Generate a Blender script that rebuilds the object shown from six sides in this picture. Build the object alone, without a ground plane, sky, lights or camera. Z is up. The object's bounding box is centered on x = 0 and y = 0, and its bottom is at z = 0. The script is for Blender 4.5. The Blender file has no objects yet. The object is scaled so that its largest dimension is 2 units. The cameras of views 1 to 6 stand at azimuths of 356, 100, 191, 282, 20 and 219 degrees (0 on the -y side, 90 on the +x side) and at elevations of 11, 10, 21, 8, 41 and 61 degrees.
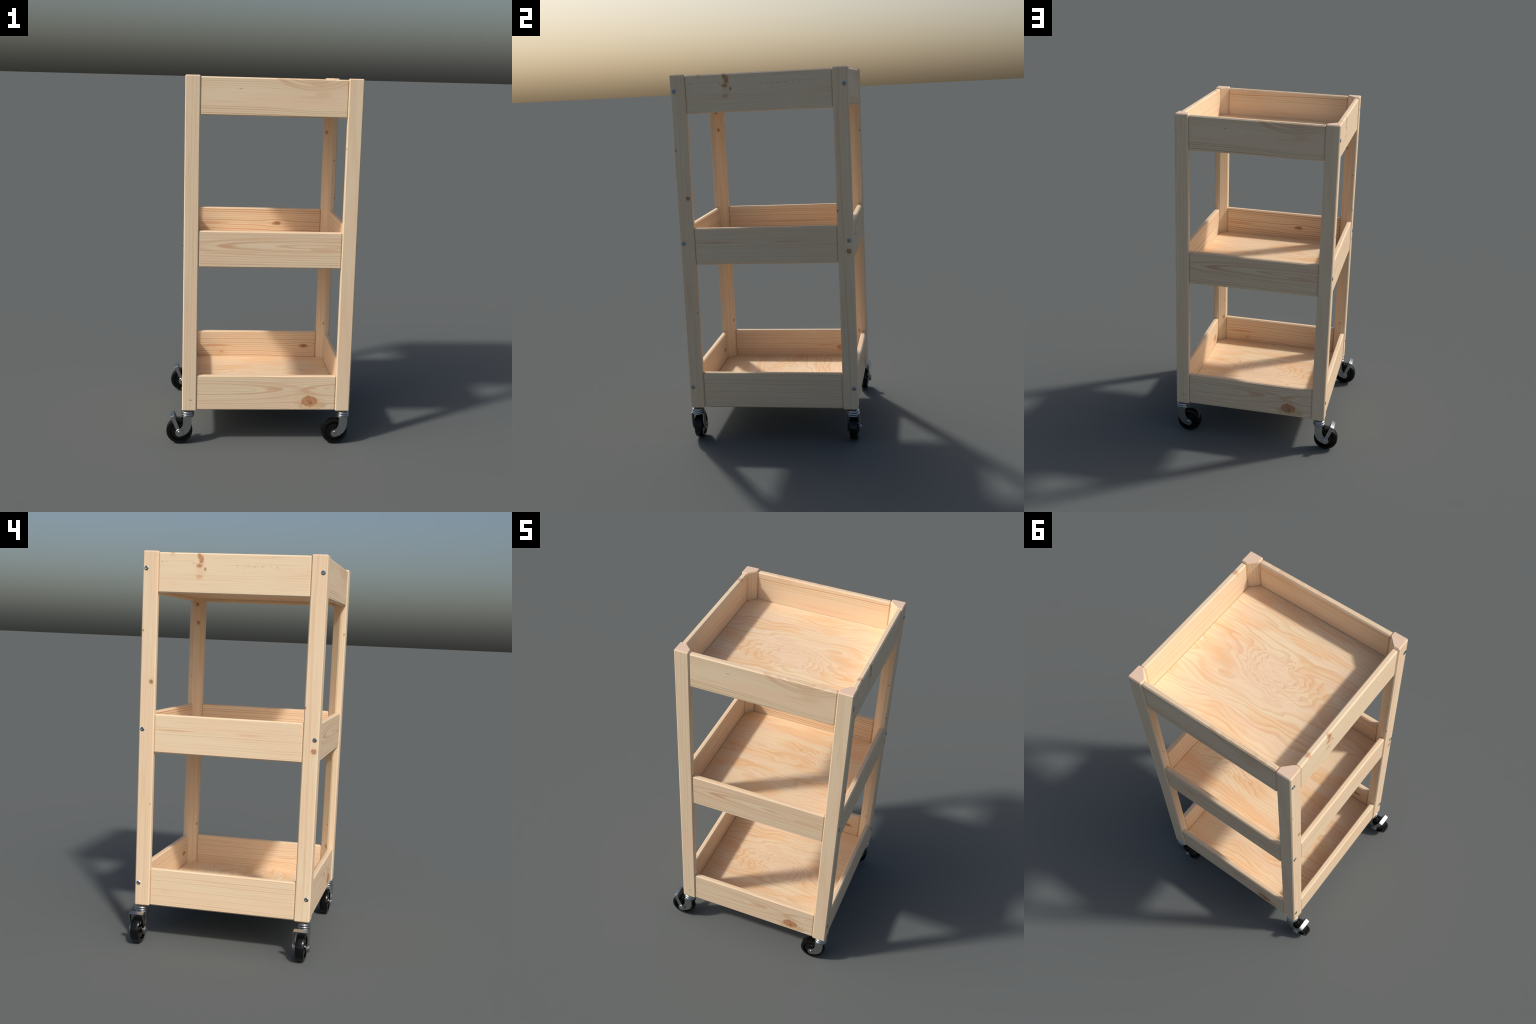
"""Three-tier pine trolley on four swivel casters, built part by part."""
import bpy, bmesh, math, random
from mathutils import Vector, Matrix

random.seed(7)

# ------------------------------------------------------------------ sizes (m)
X0, X1 = -0.4213, 0.5013            # outer faces of the frame
Y0, Y1 = -0.4638, 0.4578
YC = 0.5 * (Y0 + Y1)
XC = 0.5 * (X0 + X1)
POST = 0.0790                   # square post, inner corner planed off
POST_FLAT = 0.0335              # width of post face left beside a board
POST_Z0, POST_Z1 = 0.1935, 2.0
BOARD_T, BOARD_H = 0.0300, 0.1968
BOARD_SET = 0.0042              # boards sit back from the post face
TIER_Z = (0.1977, 0.9971, 1.7971)   # lower edge of the boards of each tier
PANEL_T = 0.010
PANEL_TOP = 0.0292              # panel surface above the lower board edge
BOLT_Z = (0.314, 1.115, 1.9155)
BOLT_IN = 0.0195                # bolt distance from the outer post edge
STEM_IN = 0.031                 # caster stem distance from the outer faces
STEM_YN, STEM_YP = -0.4325, 0.4282


# =====================================================================
#  node helper
# =====================================================================
class Nodes:
    def __init__(self, name):
        self.mat = bpy.data.materials.new(name)
        self.mat.use_nodes = True
        self.t = self.mat.node_tree
        self.t.nodes.clear()
        self.out = self.t.nodes.new('ShaderNodeOutputMaterial')
        self.bsdf = self.t.nodes.new('ShaderNodeBsdfPrincipled')
        self.t.links.new(self.bsdf.outputs[0], self.out.inputs[0])

    def put(self, sock, v):
        if v is None:
            return
        if hasattr(v, 'is_output'):
            self.t.links.new(v, sock)
        else:
            sock.default_value = v

    def m(self, op, a, b=None, c=None, clamp=False):
        n = self.t.nodes.new('ShaderNodeMath')
        n.operation = op
        n.use_clamp = clamp
        for i, v in enumerate((a, b, c)):
            self.put(n.inputs[i], v)
        return n.outputs[0]

    def add(self, a, b): return self.m('ADD', a, b)
    def sub(self, a, b): return self.m('SUBTRACT', a, b)
    def mul(self, a, b): return self.m('MULTIPLY', a, b)
    def div(self, a, b): return self.m('DIVIDE', a, b)

    def vec(self, x, y, z):
        n = self.t.nodes.new('ShaderNodeCombineXYZ')
        for i, v in enumerate((x, y, z)):
            self.put(n.inputs[i], v)
        return n.outputs[0]

    def coords(self):
        n = self.t.nodes.new('ShaderNodeTexCoord')
        s = self.t.nodes.new('ShaderNodeSeparateXYZ')
        self.t.links.new(n.outputs['Object'], s.inputs[0])
        return s.outputs[0], s.outputs[1], s.outputs[2]

    def noise(self, vec, detail=2.0, rough=0.5, scale=1.0):
        n = self.t.nodes.new('ShaderNodeTexNoise')
        self.put(n.inputs['Vector'], vec)
        n.inputs['Scale'].default_value = scale
        n.inputs['Detail'].default_value = detail
        n.inputs['Roughness'].default_value = rough
        return n.outputs['Fac']

    def white(self, v):
        n = self.t.nodes.new('ShaderNodeTexWhiteNoise')
        n.noise_dimensions = '1D'
        self.put(n.inputs['W'], v)
        return n.outputs['Value']

    def ramp(self, fac, stops, interp='LINEAR'):
        n = self.t.nodes.new('ShaderNodeValToRGB')
        n.color_ramp.interpolation = interp
        e = n.color_ramp.elements
        while len(e) < len(stops):
            e.new(0.5)
        for el, (p, c) in zip(e, stops):
            el.position = p
            el.color = (c, c, c, 1) if isinstance(c, (int, float)) else (*c, 1)
        self.put(n.inputs[0], fac)
        return n.outputs[0]

    def mix(self, fac, a, b, mode='MIX'):
        n = self.t.nodes.new('ShaderNodeMix')
        n.data_type = 'RGBA'
        n.blend_type = mode
        self.put(n.inputs[0], fac)
        for sock, v in ((n.inputs[6], a), (n.inputs[7], b)):
            if isinstance(v, tuple):
                v = (*v, 1)
            self.put(sock, v)
        return n.outputs[2]

    def smooth(self, v, lo, hi):
        n = self.t.nodes.new('ShaderNodeMapRange')
        n.interpolation_type = 'SMOOTHSTEP'
        self.put(n.inputs[0], v)
        n.inputs[1].default_value = lo
        n.inputs[2].default_value = hi
        return n.outputs[0]

    def bump(self, h, strength, dist):
        n = self.t.nodes.new('ShaderNodeBump')
        n.inputs['Strength'].default_value = strength
        n.inputs['Distance'].default_value = dist
        self.put(n.inputs['Height'], h)
        self.t.links.new(n.outputs[0], self.bsdf.inputs['Normal'])


# =====================================================================
#  pine: growth rings cut from a slightly tilted trunk, bent round knots
# =====================================================================
PALE = (0.885, 0.711, 0.495)
PINK = (0.895, 0.676, 0.466)
LATE = (0.64, 0.415, 0.220)
RESIN = (0.70, 0.375, 0.175)
KNOT = (0.36, 0.155, 0.070)


def pine(name, axis, seed, pith=(0.0, 0.0), start=0.0, slope=0.05, curve=0.0, bow=0.035, freq=90.0,
         waver=0.012, contrast=0.5, inner=0.0, knots=(), streaks=(), specks=None, zone=None, zone_in=None, shift=0.15, even=0.25, loops=(),
         pale=PALE, pink=PINK, late=LATE, resin=RESIN, figure=0.0, wav_a=1.3, wav_c=6.0):
    """axis: local axis the grain follows.  pith: (across, depth) of the trunk
    centre where along == start; slope/curve tilt it, bow limits how far.
    zone: (across, strength) stops of how strongly the rings show.
    figure: rings of rotary-cut swirl (plywood faces).
    knots: (along, across, depth, r_along, r_across, strength, colour)."""
    g = Nodes(name)
    x, y, z = g.coords()
    if axis == 'X':
        a, c, e = x, z, y
    elif axis == 'Z':
        a, c, e = z, x, y
    else:                        # panel: grain along x, width y
        a, c, e = x, y, z
    so = seed * 7.31

    def length(v):
        n = g.t.nodes.new('ShaderNodeVectorMath')
        n.operation = 'LENGTH'
        g.put(n.inputs[0], v)
        return n.outputs['Value']

    # slow wandering of the fibres
    w1 = g.noise(g.vec(g.add(g.mul(a, wav_a), so), g.mul(c, wav_c), g.mul(e, wav_c)), 2.5, 0.5)
    w2 = g.noise(g.vec(g.mul(a, wav_a * 1.15), g.add(g.mul(c, wav_c * 0.75), so + 4.0),
                       g.mul(e, wav_c)), 2.0, 0.5)
    c1 = g.add(c, g.mul(g.sub(w1, 0.5), waver * 2))
    e1 = g.add(e, g.mul(g.sub(w2, 0.5), waver * 2))
    core = []
    swirl = None
    for (ka, kc, ke, ra, rc, st, col) in knots:
        dist = length(g.vec(g.div(g.sub(a, ka), ra), g.div(g.sub(c, kc), rc), g.div(g.sub(e, ke), rc)))
        # the fibres part round the knot
        wide = length(g.vec(g.div(g.sub(a, ka), ra * 2.6), g.div(g.sub(c, kc), rc * 2.0),
                            g.div(g.sub(e, ke), rc * 2.0 if figure else min(rc * 2.0, 0.022))))
        if figure:
            wide = g.add(wide, g.mul(g.sub(g.noise(g.vec(g.mul(a, 13.0), g.mul(c, 26.0), so), 2.0, 0.5), 0.5), 0.75))
        pull = g.m('EXPONENT', g.mul(g.mul(wide, wide), -1.0))
        if figure:
            hill = g.mul(pull, st)
            swirl = hill if swirl is None else g.add(swirl, hill)
        else:
            c1 = g.sub(c1, g.mul(g.mul(g.sub(c, kc), pull), 0.85))
            core.append((dist, max(ra, rc), st, col))
    da = g.sub(a, start)
    dc = g.sub(c1, pith[0])
    side = g.smooth(e, -0.012, 0.012)
    if inner:                    # the heart side shows long straight lines
        dc = g.add(dc, g.mul(side, shift))
    tilt = g.mul(da, slope)
    if curve:
        tilt = g.add(tilt, g.mul(g.mul(da, da), curve))
    tilt = g.mul(g.m('TANH', g.div(tilt, bow)), bow)
    de = g.sub(g.sub(e1, pith[1]), tilt)
    R = g.mul(g.m('SQRT', g.add(g.mul(dc, dc), g.mul(de, de))), freq)
    if figure:
        f1 = g.noise(g.vec(g.add(g.mul(a, 2.3), so), g.mul(c, 7.0), 0.5), 2.0, 0.45)
        R = g.add(R, g.mul(f1, figure))
        if swirl is not None:
            R = g.add(R, swirl)
    fr = g.m('FRACT', R)
    rid = g.white(g.add(g.m('FLOOR', R), so))
    if figure:
        line = g.ramp(fr, [(0.0, 0.0), (0.45, 0.08), (0.80, 0.8), (0.94, 0.9), (1.0, 0.0)], 'EASE')
        line = g.mul(line, g.add(0.30, g.mul(rid, 0.70)))
        # broad soft bands of late wood, drawn out along the grain
        f2 = g.noise(g.vec(g.add(g.mul(a, 2.6), so + 3.0), g.add(g.mul(c1, 13.0), g.mul(f1, 3.0)), 0.2), 3.0, 0.5)
        band = g.mul(g.smooth(f2, 0.47, 0.63), g.add(0.45, g.mul(fr, 0.55)))
        ring = line
    else:
        ring = g.ramp(fr, [(0.0, 0.0), (0.5, 0.16), (0.76, 1.0), (0.90, 0.85), (1.0, 0.0)], 'EASE')
        ring = g.mul(ring, g.add(even, g.mul(g.mul(rid, rid), 1.1 - even)))
    # strength of figure differs over the board
    pat = g.noise(g.vec(g.mul(a, 1.1), g.mul(c, 7), g.add(g.mul(e, 5), so)), 2.0, 0.5)
    amt = g.add(contrast, g.mul(g.sub(pat, 0.5), contrast * 1.7))
    if swirl is not None:
        amt = g.add(amt, g.mul(swirl, 0.035))
    if zone:
        amt = g.mul(amt, g.ramp(g.add(g.mul(c1, 5.0), 0.5), [(p * 5 + 0.5, v) for p, v in zone], 'EASE'))
    if inner:
        deep = g.mul(side, inner)
        if zone_in:
            deep = g.mul(deep, g.ramp(g.add(g.mul(c1, 5.0), 0.5), [(p * 5 + 0.5, v) for p, v in zone_in], 'EASE'))
        amt = g.add(g.mul(amt, g.sub(1.0, g.mul(side, 0.8))), deep)
    ring = g.m('MULTIPLY', ring, amt, clamp=True)
    # fine fibre
    fib = g.noise(g.vec(g.mul(a, 7.0), g.mul(c, 330.0), g.mul(e, 330.0)), 3.0, 0.6)
    thread = g.noise(g.vec(g.mul(a, 3.0), g.mul(c, 110.0), g.add(g.mul(e, 110.0), so)), 2.0, 0.5)
    tone = g.noise(g.vec(g.mul(a, 2.2), g.mul(c, 11.0), g.add(g.mul(e, 11.0), so + 2)), 2.0, 0.55)
    col = g.mix(g.smooth(tone, 0.36, 0.64), pale, pink)
    if figure:
        col = g.mix(g.m('MULTIPLY', band, 0.74, clamp=True), col, resin)
    lcol = g.mix(g.mul(side, 0.75), late, resin) if inner else late
    if inner:
        lcol = g.mix(g.mul(g.smooth(rid, 0.35, 0.9), 0.35), lcol, (0.56, 0.31, 0.15))
    col = g.mix(ring, col, lcol)
    col = g.mix(g.mul(g.smooth(thread, 0.52, 0.80), 0.34), col, late)
    col = g.mix(g.mul(g.smooth(fib, 0.5, 0.8), 0.14), col, tuple(v * 0.8 for v in late))
    for (sa, sc, se, la, lc, st) in streaks:           # resin streaks, pointed at both ends
        q = length(g.vec(g.div(g.sub(a, sa), la), g.div(g.sub(c1, sc), lc), g.div(g.sub(e, se), 0.012)))
        msk = g.mul(g.sub(1.0, g.smooth(g.add(q, g.mul(g.sub(thread, 0.5), 0.7)), 0.30, 1.05)), st)
        col = g.mix(msk, col, (0.70, 0.38, 0.19))
    for (sa, sc, la, lc, st) in loops:                 # cathedral arches on the outer face
        q = length(g.vec(g.div(g.sub(a, sa), la), g.div(g.sub(c, sc), lc), 0.0))
        q = g.add(q, g.add(g.mul(g.sub(w1, 0.5), 0.25), g.mul(g.sub(thread, 0.5), 0.05)))
        edge = g.mul(g.smooth(q, 0.80, 0.98), g.sub(1.0, g.smooth(q, 1.0, 1.05)))
        edge = g.mul(g.mul(edge, g.sub(1.0, side)), st)
        col = g.mix(edge, col, (0.69, 0.405, 0.235))
    if specks:
        sc, sl, half = specks                           # a sloping row of resin specks
        v = g.t.nodes.new('ShaderNodeTexVoronoi')
        g.put(v.inputs['Vector'], g.vec(g.mul(a, 42.0), g.mul(c, 75.0), g.mul(e, 10.0)))
        v.inputs['Scale'].default_value = 1.0
        off = g.m('ABSOLUTE', g.sub(c, g.add(g.mul(a, sl), sc)))
        msk = g.mul(g.sub(1.0, g.smooth(off, half * 0.5, half * 1.6)),
                    g.sub(1.0, g.smooth(v.outputs['Distance'], 0.12, 0.32)))
        msk = g.mul(msk, g.sub(1.0, g.smooth(e, -0.012, -0.006)))
        col = g.mix(g.mul(msk, 0.6), col, (0.48, 0.33, 0.15))
    for dist, r, st, kc in core:
        rough = g.noise(g.vec(g.div(a, r), g.div(c, r), g.div(e, r)), 3.0, 0.65, 1.7)
        wob = g.add(dist, g.mul(g.sub(rough, 0.5), 1.15))
        halo = g.mul(g.sub(1.0, g.smooth(wob, 0.7, 1.8)), 0.45 * st)
        col = g.mix(halo, col, (0.72, 0.45, 0.22))
        rings = g.add(0.80, g.mul(g.m('SINE', g.mul(wob, 10.0)), 0.16))
        rings = g.add(rings, g.mul(g.sub(rough, 0.5), 0.9))
        body = g.mul(g.sub(1.0, g.smooth(wob, 0.70, 1.02)), st)
        col = g.mix(g.mul(body, rings), col, kc)
        if kc[0] < 0.42:
            heart = g.mul(g.sub(1.0, g.smooth(wob, 0.15, 0.5)), st * 0.5)
            col = g.mix(heart, col, tuple(v * 0.45 for v in kc))
    if axis == 'Z':                                     # sawn end grain
        end = g.smooth(a, POST_Z1 - 0.0045, POST_Z1 - 0.0035)
        col = g.mix(g.mul(end, 0.8), col, (0.80, 0.575, 0.435))
    g.put(g.bsdf.inputs['Base Color'], col)
    g.bsdf.inputs['Roughness'].default_value = 0.62
    g.bsdf.inputs['Specular IOR Level'].default_value = 0.25
    g.bump(fib, 0.08, 0.0015)
    return g.mat


def metal(name, colour, rough):
    g = Nodes(name)
    x, y, z = g.coords()
    n = g.noise(g.vec(g.mul(x, 160), g.mul(y, 160), g.mul(z, 160)), 3.0, 0.6)
    g.put(g.bsdf.inputs['Base Color'], g.mix(n, tuple(v * 0.88 for v in colour), colour))
    g.bsdf.inputs['Metallic'].default_value = 1.0
    g.put(g.bsdf.inputs['Roughness'], g.add(rough, g.mul(g.sub(n, 0.5), 0.10)))
    return g.mat


def rubber(name):
    g = Nodes(name)
    x, y, z = g.coords()
    n = g.noise(g.vec(g.mul(x, 90), g.mul(y, 90), g.mul(z, 90)), 3.0, 0.6)
    g.put(g.bsdf.inputs['Base Color'], g.mix(n, (0.0025, 0.0025, 0.003), (0.005, 0.005, 0.005)))
    g.bsdf.inputs['Roughness'].default_value = 0.20
    g.bsdf.inputs['Specular IOR Level'].default_value = 0.34
    return g.mat


RED = (0.46, 0.175, 0.085)
DARK = (0.20, 0.115, 0.050)
FO, FI = -0.015, 0.015          # outer / inner face of a board

MAT = {
    'front_top': pine('pine_board', 'X', 3, pith=(0.30, -0.02), slope=0.03, freq=88, waver=0.007,
                      contrast=0.85, inner=0.70,
                      zone=[(-0.10, 1.0), (-0.052, 1.0), (-0.036, 0.16), (0.030, 0.16), (0.050, 0.85), (0.09, 1.0)],
                      zone_in=[(-0.10, 0.05), (0.005, 0.15), (0.03, 1.0), (0.09, 1.2)],
                      knots=[(0.225, 0.110, FO, 0.066, 0.060, 0.20, (0.60, 0.36, 0.17)),
                             (-0.175, 0.041, FO, 0.012, 0.002, 0.55, DARK)],
                      loops=[(0.20, 0.135, 0.15, 0.060, 0.48), (0.20, 0.135, 0.20, 0.078, 0.42), (0.215, 0.14, 0.22, 0.098, 0.4),
                             (0.20, 0.135, 0.11, 0.047, 0.5)],
                      streaks=[(0.250, 0.060, FO, 0.06, 0.020, 0.25)]),
    'front_mid': pine('pine_board', 'X', 5, pith=(0.020, FO), start=0.25, slope=0.055, freq=76,
                      waver=0.005, contrast=0.56, inner=0.85, even=0.42,
                      knots=[(-0.106, 0.004, FI, 0.030, 0.014, 0.85, KNOT)],
                      loops=[(0.22, 0.021, 0.49, 0.029, 0.75), (0.42, 0.006, 0.20, 0.014, 0.5), (0.22, 0.018, 0.66, 0.050, 0.35)],
                      streaks=[(-0.225, 0.016, FO, 0.055, 0.010, 0.55), (0.30, 0.004, FI, 0.14, 0.009, 0.7),
                               (0.31, 0.002, FO, 0.09, 0.007, 0.45)]),
    'front_low': pine('pine_board', 'X', 8, pith=(0.016, FO + 0.030), start=0.13, slope=0.0, curve=-0.62,
                      freq=76, waver=0.005, contrast=0.56, inner=0.85, even=0.42,
                      knots=[(0.238, -0.045, FO, 0.048, 0.034, 1.0, (0.50, 0.19, 0.085)),
                             (0.245, -0.058, FO, 0.017, 0.012, 0.75, (0.30, 0.10, 0.05)),
                             (0.275, -0.072, FO, 0.050, 0.012, 0.40, (0.66, 0.40, 0.14)),
                             (-0.302, 0.004, FI, 0.028, 0.015, 0.85, KNOT)],
                      loops=[(-0.36, 0.022, 0.43, 0.032, 0.65), (0.56, 0.018, 0.36, 0.042, 0.55), (-0.40, 0.012, 0.62, 0.058, 0.35),
                             (0.238, -0.045, 0.085, 0.050, 0.16)],
                      streaks=[(0.040, 0.022, FO, 0.06, 0.012, 0.5), (0.265, 0.000, FI, 0.13, 0.011, 0.8),
                               (0.24, 0.010, FO, 0.06, 0.008, 0.4), (-0.12, -0.006, FO, 0.08, 0.006, 0.35)]),
    'side_top': pine('pine_board', 'X', 12, pith=(-0.16, -0.10), slope=0.03, freq=100, waver=0.014,
                     contrast=0.45, inner=0.85, specks=(0.040, -0.035, 0.007), wav_a=2.6, wav_c=9,
                     zone=[(-0.10, 0.9), (0.0, 0.7), (0.03, 0.3), (0.10, 0.3)],
                     zone_in=[(-0.10, 0.6), (0.0, 0.5), (0.05, 1.0), (0.10, 1.0)],
                     knots=[(-0.162, 0.067, FO, 0.012, 0.023, 0.92, RED),
                            (-0.174, 0.086, FO, 0.010, 0.015, 0.85, RED),
                            (-0.172, 0.037, FO, 0.015, 0.010, 0.88, RED),
                                                        (-0.142, 0.021, FO, 0.006, 0.009, 0.75, DARK),
                            (-0.172, -0.016, FO, 0.018, 0.010, 0.55, (0.60, 0.28, 0.14)),
                            (-0.310, 0.097, 0.0, 0.014, 0.020, 0.60, RED)],
                     streaks=[(-0.165, 0.030, FO, 0.030, 0.055, 0.22)]),
    'side_mid': pine('pine_board', 'X', 15, pith=(-0.25, 0.05), slope=0.02, freq=88, waver=0.007,
                     contrast=0.50, inner=0.60,
                     streaks=[(-0.28, 0.022, FO, 0.15, 0.006, 0.6), (0.12, 0.020, FO, 0.10, 0.007, 0.4),
                              (0.0, 0.0, FI, 0.3, 0.007, 0.6), (0.1, -0.03, FI, 0.3, 0.006, 0.5)]),
    'side_low': pine('pine_board', 'X', 19, pith=(-0.22, 0.02), slope=0.03, freq=92, waver=0.006,
                     contrast=0.58, inner=0.50,
                     knots=[(-0.300, -0.014, FI, 0.032, 0.022, 0.75, (0.50, 0.20, 0.07))],
                     streaks=[(-0.20, -0.002, FI, 0.10, 0.006, 0.55)]),
    'post_a': pine('pine_post', 'Z', 23, pith=(0.10, 0.05), slope=0.012, freq=85, waver=0.006,
                   contrast=0.30,
                   knots=[(1.780, 0.032, 0.004, 0.014, 0.012, 0.80, KNOT),
                          (1.673, 0.025, 0.011, 0.013, 0.012, 0.75, KNOT),
                          (0.462, 0.002, 0.037, 0.010, 0.008, 0.85, KNOT),
                          (1.502, -0.026, 0.040, 0.005, 0.004, 0.85, DARK),
                          (1.270, -0.038, 0.035, 0.007, 0.006, 0.85, DARK),
                          (1.058, -0.040, -0.018, 0.015, 0.015, 0.95, RED),
                          (0.256, 0.007, -0.040, 0.003, 0.009, 0.75, DARK),
                          (1.36, 0.040, -0.02, 0.004, 0.003, 0.6, DARK)]),
    'post_b': pine('pine_post', 'Z', 29, pith=(-0.02, 0.11), slope=0.015, freq=85, waver=0.006,
                   contrast=0.30,
                   knots=[(1.610, 0.040, -0.030, 0.006, 0.005, 0.85, DARK),
                          (1.356, 0.040, 0.019, 0.013, 0.011, 0.85, DARK),
                          (0.732, 0.040, 0.031, 0.005, 0.004, 0.55, DARK),
                          (1.638, -0.040, -0.033, 0.007, 0.006, 0.70, KNOT),
                          (1.314, -0.040, -0.003, 0.005, 0.004, 0.85, DARK),
                          (0.917, -0.030, 0.010, 0.015, 0.011, 0.60, KNOT),
                          (0.690, -0.040, -0.040, 0.006, 0.005, 0.60, KNOT),
                          (0.530, -0.030, 0.008, 0.006, 0.005, 0.80, DARK),
                          (0.399, -0.030, 0.012, 0.015, 0.012, 0.70, KNOT)]),
}


def ply(seed, knots, y0):
    return pine('plywood_panel', 'P', seed, pith=(y0, -0.26), slope=0.02, freq=64, waver=0.010, contrast=0.55,
                pale=(0.925, 0.735, 0.495), pink=(0.925, 0.695, 0.485), late=(0.78, 0.49, 0.265),
                resin=(0.90, 0.53, 0.26), figure=9.0, wav_a=4.0, wav_c=9.0, knots=knots)


MAT['ply'] = ply(31, [(0.060, -0.050, 0.0, 0.040, 0.034, 4.5, None),
                      (-0.055, -0.030, 0.0, 0.055, 0.045, 5.0, None)], 0.02)
MAT['ply_mid'] = ply(37, [(0.16, 0.17, 0.0, 0.05, 0.04, 4.5, None)], -0.05)
MAT['zinc'] = metal('zinc_plated_steel', (0.46, 0.48, 0.485), 0.36)
MAT['bright'] = metal('polished_steel', (0.50, 0.52, 0.54), 0.22)
MAT['bolt'] = metal('blued_zinc', (0.34, 0.42, 0.48), 0.28)
MAT['rubber'] = rubber('black_wheel_plastic')


# =====================================================================
#  mesh helpers
# =====================================================================
def finish(bm, name, mat, smooth_angle=None):
    bmesh.ops.recalc_face_normals(bm, faces=bm.faces)
    me = bpy.data.meshes.new(name)
    bm.to_mesh(me)
    bm.free()
    me.materials.append(mat)
    if smooth_angle:
        me.polygons.foreach_set('use_smooth', [True] * len(me.polygons))
        me.set_sharp_from_angle(angle=math.radians(smooth_angle))
    return me


def prism(bm, outline, z0, z1):
    """Extrude a closed 2D outline (xy) between two heights."""
    lo = [bm.verts.new((p[0], p[1], z0)) for p in outline]
    hi = [bm.verts.new((p[0], p[1], z1)) for p in outline]
    n = len(outline)
    fs = [bm.faces.new(lo[::-1]), bm.faces.new(hi)]
    for i in range(n):
        j = (i + 1) % n
        fs.append(bm.faces.new((lo[i], lo[j], hi[j], hi[i])))
    return fs


def bevel_all(bm, width, segments=1, edges=None):
    bmesh.ops.bevel(bm, geom=list(edges or bm.edges), offset=width, segments=segments,
                    profile=0.6, affect='EDGES', clamp_overlap=True)


def lathe(bm, profile, axis_origin, axis='Z', seg=32):
    """Revolve (radius, height) pairs; closed at both ends where radius is 0."""
    rings = []
    for r, h in profile:
        row = []
        for i in range(seg):
            t = 2 * math.pi * i / seg
            u, v = r * math.cos(t), r * math.sin(t)
            p = {'Z': (u, v, h), 'Y': (u, h, v), 'X': (h, u, v)}[axis]
            row.append(bm.verts.new(Vector(p) + Vector(axis_origin)))
        rings.append(row)
    for k in range(len(rings) - 1):
        for i in range(seg):
            j = (i + 1) % seg
            bm.faces.new((rings[k][i], rings[k][j], rings[k + 1][j], rings[k + 1][i]))
    if profile[0] != profile[-1]:
        bm.faces.new(rings[0][::-1])
        bm.faces.new(rings[-1])
    else:
        bmesh.ops.remove_doubles(bm, verts=bm.verts, dist=1e-6)


def obj(name, me, parent=None, loc=(0, 0, 0), rot=0.0):
    o = bpy.data.objects.new(name, me)
    bpy.context.scene.collection.objects.link(o)
    o.location = loc
    o.rotation_euler = (0, 0, rot)
    if parent:
        o.parent = parent
        pm = Matrix.LocRotScale(parent.location, parent.rotation_euler, None)
        o.matrix_parent_inverse = pm.inverted()
    return o


# =====================================================================
#  wooden parts
# =====================================================================
def post_mesh(sx, mat):
    """Pentagon post; outer corner towards (sx, -1)."""
    h = POST / 2
    pts = [(-h, -h), (h, -h), (h, -h + POST_FLAT), (-h + POST_FLAT, h), (-h, h)]
    if sx > 0:
        pts = [(-x, y) for x, y in pts][::-1]
    bm = bmesh.new()
    prism(bm, pts, POST_Z0, POST_Z1)
    bevel_all(bm, 0.0052)
    return finish(bm, 'post', mat)


def board_mesh(length, mat):
    bm = bmesh.new()
    l, t, h = length / 2, BOARD_T / 2, BOARD_H / 2
    prism(bm, [(-l, -t), (l, -t), (l, t), (-l, t)], -h, h)
    bevel_all(bm, 0.0062)
    return finish(bm, 'side_board', mat)


def panel_mesh(mat):
    gap = 0.0022
    inn = BOARD_SET + BOARD_T + gap
    hx, hy = (X1 - X0) / 2 - inn, (Y1 - Y0) / 2 - inn
    # corners follow the planed face of the posts
    cut = POST + POST_FLAT + gap * 2 - 2 * inn
    pts = []
    for sx, sy in ((-1, -1), (1, -1), (1, 1), (-1, 1)):
        a, b = (sx * hx, sy * (hy - cut)), (sx * (hx - cut), sy * hy)
        pts += [a, b] if sx * sy > 0 else [b, a]
    bm = bmesh.new()
    prism(bm, pts, -PANEL_T, 0.0)
    bevel_all(bm, 0.0008)
    return finish(bm, 'shelf', mat)


def bolt_mesh():
    """Small domed hexagon head, axis along x, seat at x = 0."""
    bm = bmesh.new()
    lathe(bm, [(0.0118, -0.004), (0.0118, 0.0022), (0.0098, 0.0036), (0.0060, 0.0043), (0.0045, 0.0036),
               (0.0036, 0.0024)],
          (0, 0, 0), 'X', 6)
    return finish(bm, 'bolt', MAT['bolt'])


# =====================================================================
#  casters (local origin: foot of the stem axis; wheel trails towards -x)
# =====================================================================
WHEEL_R = 0.0728
TRAIL = -0.0445
AXLE_Z = 0.0728


def wheel_mesh():
    prof = [  # (radius, y) half profile, mirrored
        (0.0100, 0.0240), (0.0185, 0.0240), (0.0200, 0.0185), (0.0450, 0.0170), (0.0472, 0.0105),
        (0.0525, 0.0105), (0.0540, 0.0222), (0.0640, 0.0228), (0.0700, 0.0200), (0.0724, 0.0140),
        (0.0728, 0.0060)]
    full = prof + [(r, -y) for r, y in reversed(prof)]
    bm = bmesh.new()
    lathe(bm, full, (0, 0, 0), 'Y', 20)
    return finish(bm, 'wheel', MAT['rubber'], 35)


def swivel_mesh():
    """Threaded stem, two pressed swivel caps."""
    bm = bmesh.new()
    prof = [(0.012, 0.200), (0.012, 0.1915), (0.0220, 0.1900), (0.0270, 0.1870), (0.0322, 0.1850),
            (0.0346, 0.1810), (0.0350, 0.1762), (0.0338, 0.1740), (0.0322, 0.1730), (0.0338, 0.1720),
            (0.0362, 0.1700), (0.0368, 0.1660), (0.0350, 0.1615), (0.0310, 0.1580), (0.0100, 0.1560)]
    lathe(bm, prof, (0, 0, 0), 'Z', 40)
    return finish(bm, 'swivel', MAT['bright'], 50)


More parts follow.
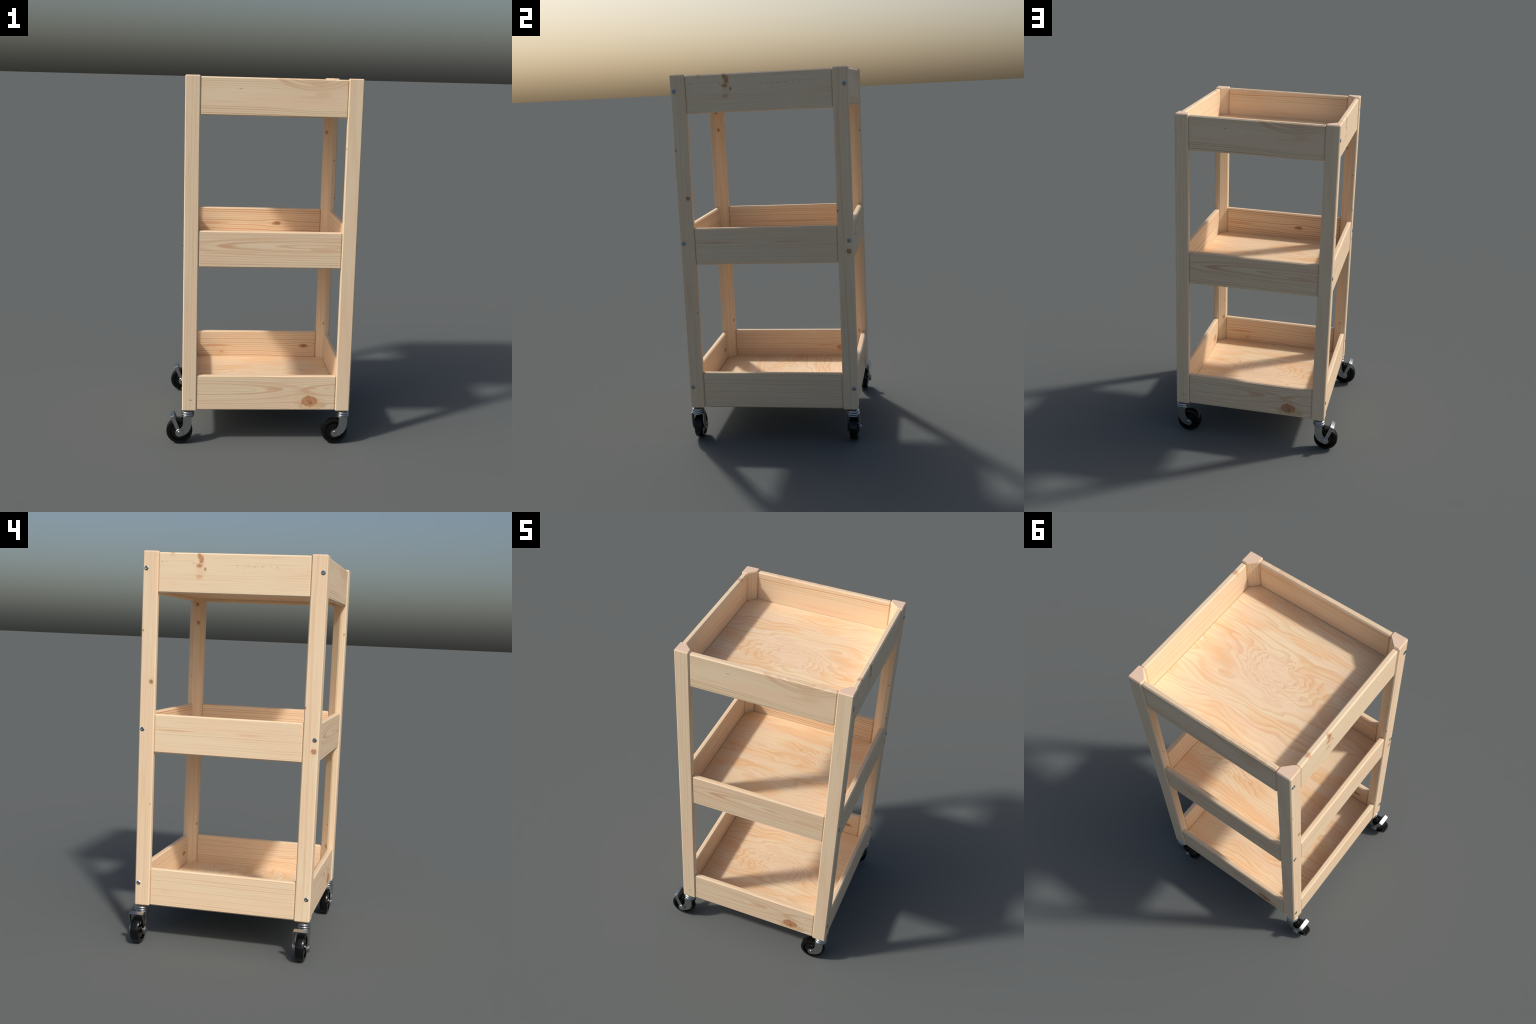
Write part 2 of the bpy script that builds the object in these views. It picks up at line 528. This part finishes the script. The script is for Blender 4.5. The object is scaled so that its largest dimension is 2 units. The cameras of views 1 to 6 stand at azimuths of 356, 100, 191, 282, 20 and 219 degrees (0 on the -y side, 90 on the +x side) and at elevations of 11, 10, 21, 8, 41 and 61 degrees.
def arc(cx, cy, r, a0, a1, n):
    return [(cx + r * math.cos(math.radians(a0 + (a1 - a0) * i / n)),
             cy + r * math.sin(math.radians(a0 + (a1 - a0) * i / n))) for i in range(n + 1)]


def plate(bm, outline_xz, y0, y1):
    lo = [bm.verts.new((p[0], y0, p[1])) for p in outline_xz]
    hi = [bm.verts.new((p[0], y1, p[1])) for p in outline_xz]
    n = len(lo)
    f = [bm.faces.new(lo), bm.faces.new(hi[::-1])]
    for i in range(n):
        j = (i + 1) % n
        f.append(bm.faces.new((lo[i], lo[j], hi[j], hi[i])))
    return f


def fork_mesh():
    """Two swept legs and the crown under the swivel."""
    front = [(-0.0240, 0.160), (-0.0242, 0.130), (-0.0255, 0.114), (-0.0300, 0.102), (-0.0385, 0.092),
             (-0.0520, 0.0845)]
    tip = arc(TRAIL, AXLE_Z - 0.006, 0.0215, 128, 292, 10)
    back = [(-0.0130, 0.0560), (0.0035, 0.0700), (0.0145, 0.0880), (0.0200, 0.1060), (0.0225, 0.1280),
            (0.0225, 0.160)]
    outline = front + tip + back
    bm = bmesh.new()
    for s in (1, -1):
        plate(bm, outline, s * 0.0300, s * 0.0345)
    # pressed crown joining the legs
    lathe(bm, [(0.006, 0.1610), (0.0330, 0.1610), (0.0345, 0.1570), (0.0330, 0.1530), (0.006, 0.1530)],
          (0, 0, 0), 'Z', 32)
    sharp = [e for e in bm.edges if len(e.link_faces) == 2 and e.calc_face_angle(0) > 1.2]
    bmesh.ops.bevel(bm, geom=sharp, offset=0.0020, segments=3, profile=0.5, affect='EDGES', clamp_overlap=True)
    return finish(bm, 'caster', MAT['zinc'], 40)


def axle_mesh(brake):
    """Axle with its two rivet heads."""
    bm = bmesh.new()
    e = 0.0468 if brake else 0.0405
    c = 0.0395 if brake else 0.0345
    lathe(bm, [(0.0030, e), (0.0060, e - 0.0006), (0.0082, e - 0.0028), (0.0085, c), (0.0055, c), (0.0055, -c),
               (0.0085, -c), (0.0082, -e + 0.0028), (0.0060, -e + 0.0006), (0.0030, -e)],
          (TRAIL, 0, AXLE_Z), 'Y', 12)
    return finish(bm, 'axle', MAT['bright'], 40)


def brake_mesh():
    """Stirrup lever: discs on the axle, two arms, a foot plate and a brake tongue."""
    bm = bmesh.new()
    tilt = math.radians(22.5)
    up = Vector((-math.sin(tilt), math.cos(tilt)))
    side = Vector((math.cos(tilt), math.sin(tilt)))
    hub = Vector((TRAIL, AXLE_Z - 0.002))
    arm_w, reach, half = 0.0098, 0.1020, 0.0352

    def pt(s, t):
        q = hub + side * s + up * t
        return (q.x, q.y)

    # arm + disc outline in one piece
    disc = [(0.0215 * math.sin(math.radians(a)), 0.0215 * math.cos(math.radians(a)))
            for a in range(30, 331, 20)]
    outline = [pt(s, t) for s, t in disc] + [pt(-arm_w, 0.024), pt(-arm_w - 0.0015, reach - 0.004),
                                             pt(arm_w + 0.0015, reach - 0.004), pt(arm_w, 0.024)]
    for s in (1, -1):
        plate(bm, outline, s * 0.0355, s * 0.0390)
    # pressed discs over the axle
    for s in (1, -1):
        lathe(bm, [(0.004, s * 0.0392), (0.0205, s * 0.0392), (0.0205, s * 0.0425), (0.0190, s * 0.0440),
                   (0.004, s * 0.0440)], (hub.x, 0, hub.y), 'Y', 24)
    # foot plate with bent shoulders
    prof = [(0.0390, reach - 0.010), (0.0388, reach - 0.003), (0.0368, reach + 0.0015), (0.0325, reach + 0.0030)]
    loop = prof + [(-y, t) for y, t in reversed(prof)]
    inner = [(y * 0.92, t - 0.0024) for y, t in loop]
    ring = loop + inner[::-1]
    rows = []
    for s in (-0.0113, 0.0113):
        row = []
        for y, t in ring:
            q = hub + side * s + up * t
            row.append(bm.verts.new((q.x, y, q.y)))
        rows.append(row)
    n = len(ring)
    k = len(loop)
    for i in range(n):
        j = (i + 1) % n
        bm.faces.new((rows[0][i], rows[0][j], rows[1][j], rows[1][i]))
    for row in rows:
        for i in range(k - 1):
            bm.faces.new((row[i], row[i + 1], row[n - 2 - i], row[n - 1 - i]))
    # tongue hanging from the rear edge towards the tyre
    tw, td = 0.0290, 0.0295
    out = [(-tw, reach + 0.001), (-tw, reach - td * 0.62)] + \
          [(-tw + 0.009 * (1 - math.cos(a)), reach - td * 0.62 - 0.009 * math.sin(a)) for a in (0.5, 1.0, 1.57)]
    out = out + [(-y, t) for y, t in reversed(out)]
    lo, hi = [], []
    for y, t in out:
        p = hub + side * 0.0082 + up * t
        q = hub + side * 0.0114 + up * t
        lo.append(bm.verts.new((p.x, y, p.y)))
        hi.append(bm.verts.new((q.x, y, q.y)))
    bm.faces.new(lo)
    bm.faces.new(hi[::-1])
    for i in range(len(lo)):
        j = (i + 1) % len(lo)
        bm.faces.new((lo[i], lo[j], hi[j], hi[i]))
    return finish(bm, 'brake_lever', MAT['zinc'], 40)


# =====================================================================
#  assembly
# =====================================================================
cart = bpy.data.objects.new('utility_cart', None)
bpy.context.scene.collection.objects.link(cart)
cart['label'] = 'three-tier pale pine trolley on four black swivel casters'
cart['category'] = 'utility cart'

ix, iy = POST / 2, POST / 2
mesh_a, mesh_b = post_mesh(-1, MAT['post_a']), post_mesh(1, MAT['post_b'])
bolt_me = bolt_mesh()
for me, cx, cy, rot in ((mesh_a, X0 + ix, Y0 + iy, 0.0), (mesh_a, X1 - ix, Y1 - iy, math.pi),
                        (mesh_b, X1 - ix, Y0 + iy, 0.0), (mesh_b, X0 + ix, Y1 - iy, math.pi)):
    post = obj('post', me, cart, (cx, cy, 0), rot)
    right = cx > XC
    for bz in BOLT_Z:
        by = (Y1 - BOLT_IN) if cy > 0 else (Y0 + BOLT_IN)
        b = obj('bolt', bolt_me, post, (X1 if right else X0, by, bz), 0.0)
        b.rotation_euler = (random.uniform(0, 1.0), 0, 0 if right else math.pi)

len_x, len_y = (X1 - X0) - 2 * POST, (Y1 - Y0) - 2 * POST
off = BOARD_SET + BOARD_T / 2
panel_a, panel_b = panel_mesh(MAT['ply']), panel_mesh(MAT['ply_mid'])
for tier, z0 in zip(('low', 'mid', 'top'), TIER_Z):
    shelf = obj('shelf', panel_b if tier == 'mid' else panel_a, cart, (XC, YC, z0 + PANEL_TOP))
    fm = board_mesh(len_x - 0.0004, MAT['front_' + tier])
    sm = board_mesh(len_y - 0.0004, MAT['side_' + tier])
    zc = z0 + BOARD_H / 2
    obj('side_board', fm, shelf, (XC, Y0 + off, zc), 0.0)
    obj('side_board', fm, shelf, (XC, Y1 - off, zc), math.pi)
    obj('side_board', sm, shelf, (X0 + off, YC, zc), -math.pi / 2)
    obj('side_board', sm, shelf, (X1 - off, YC, zc), math.pi / 2)

wheel_me, swivel_me, fork_me, brake_me = wheel_mesh(), swivel_mesh(), fork_mesh(), brake_mesh()
axle_b, axle_p = axle_mesh(True), axle_mesh(False)
for sx, sy in ((X0 + STEM_IN, STEM_YN), (X0 + STEM_IN, STEM_YP),
               (X1 - STEM_IN, STEM_YN), (X1 - STEM_IN, STEM_YP)):
    braked = sx < XC
    fork = obj('caster', fork_me, cart, (sx, sy, 0))
    obj('swivel', swivel_me, fork, (sx, sy, 0))
    w = obj('wheel', wheel_me, fork, (sx + TRAIL, sy, AXLE_Z))
    w.rotation_euler = (0, math.radians(-90), 0)
    obj('axle', axle_b if braked else axle_p, fork, (sx, sy, 0))
    if braked:
        obj('brake_lever', brake_me, fork, (sx, sy, 0))
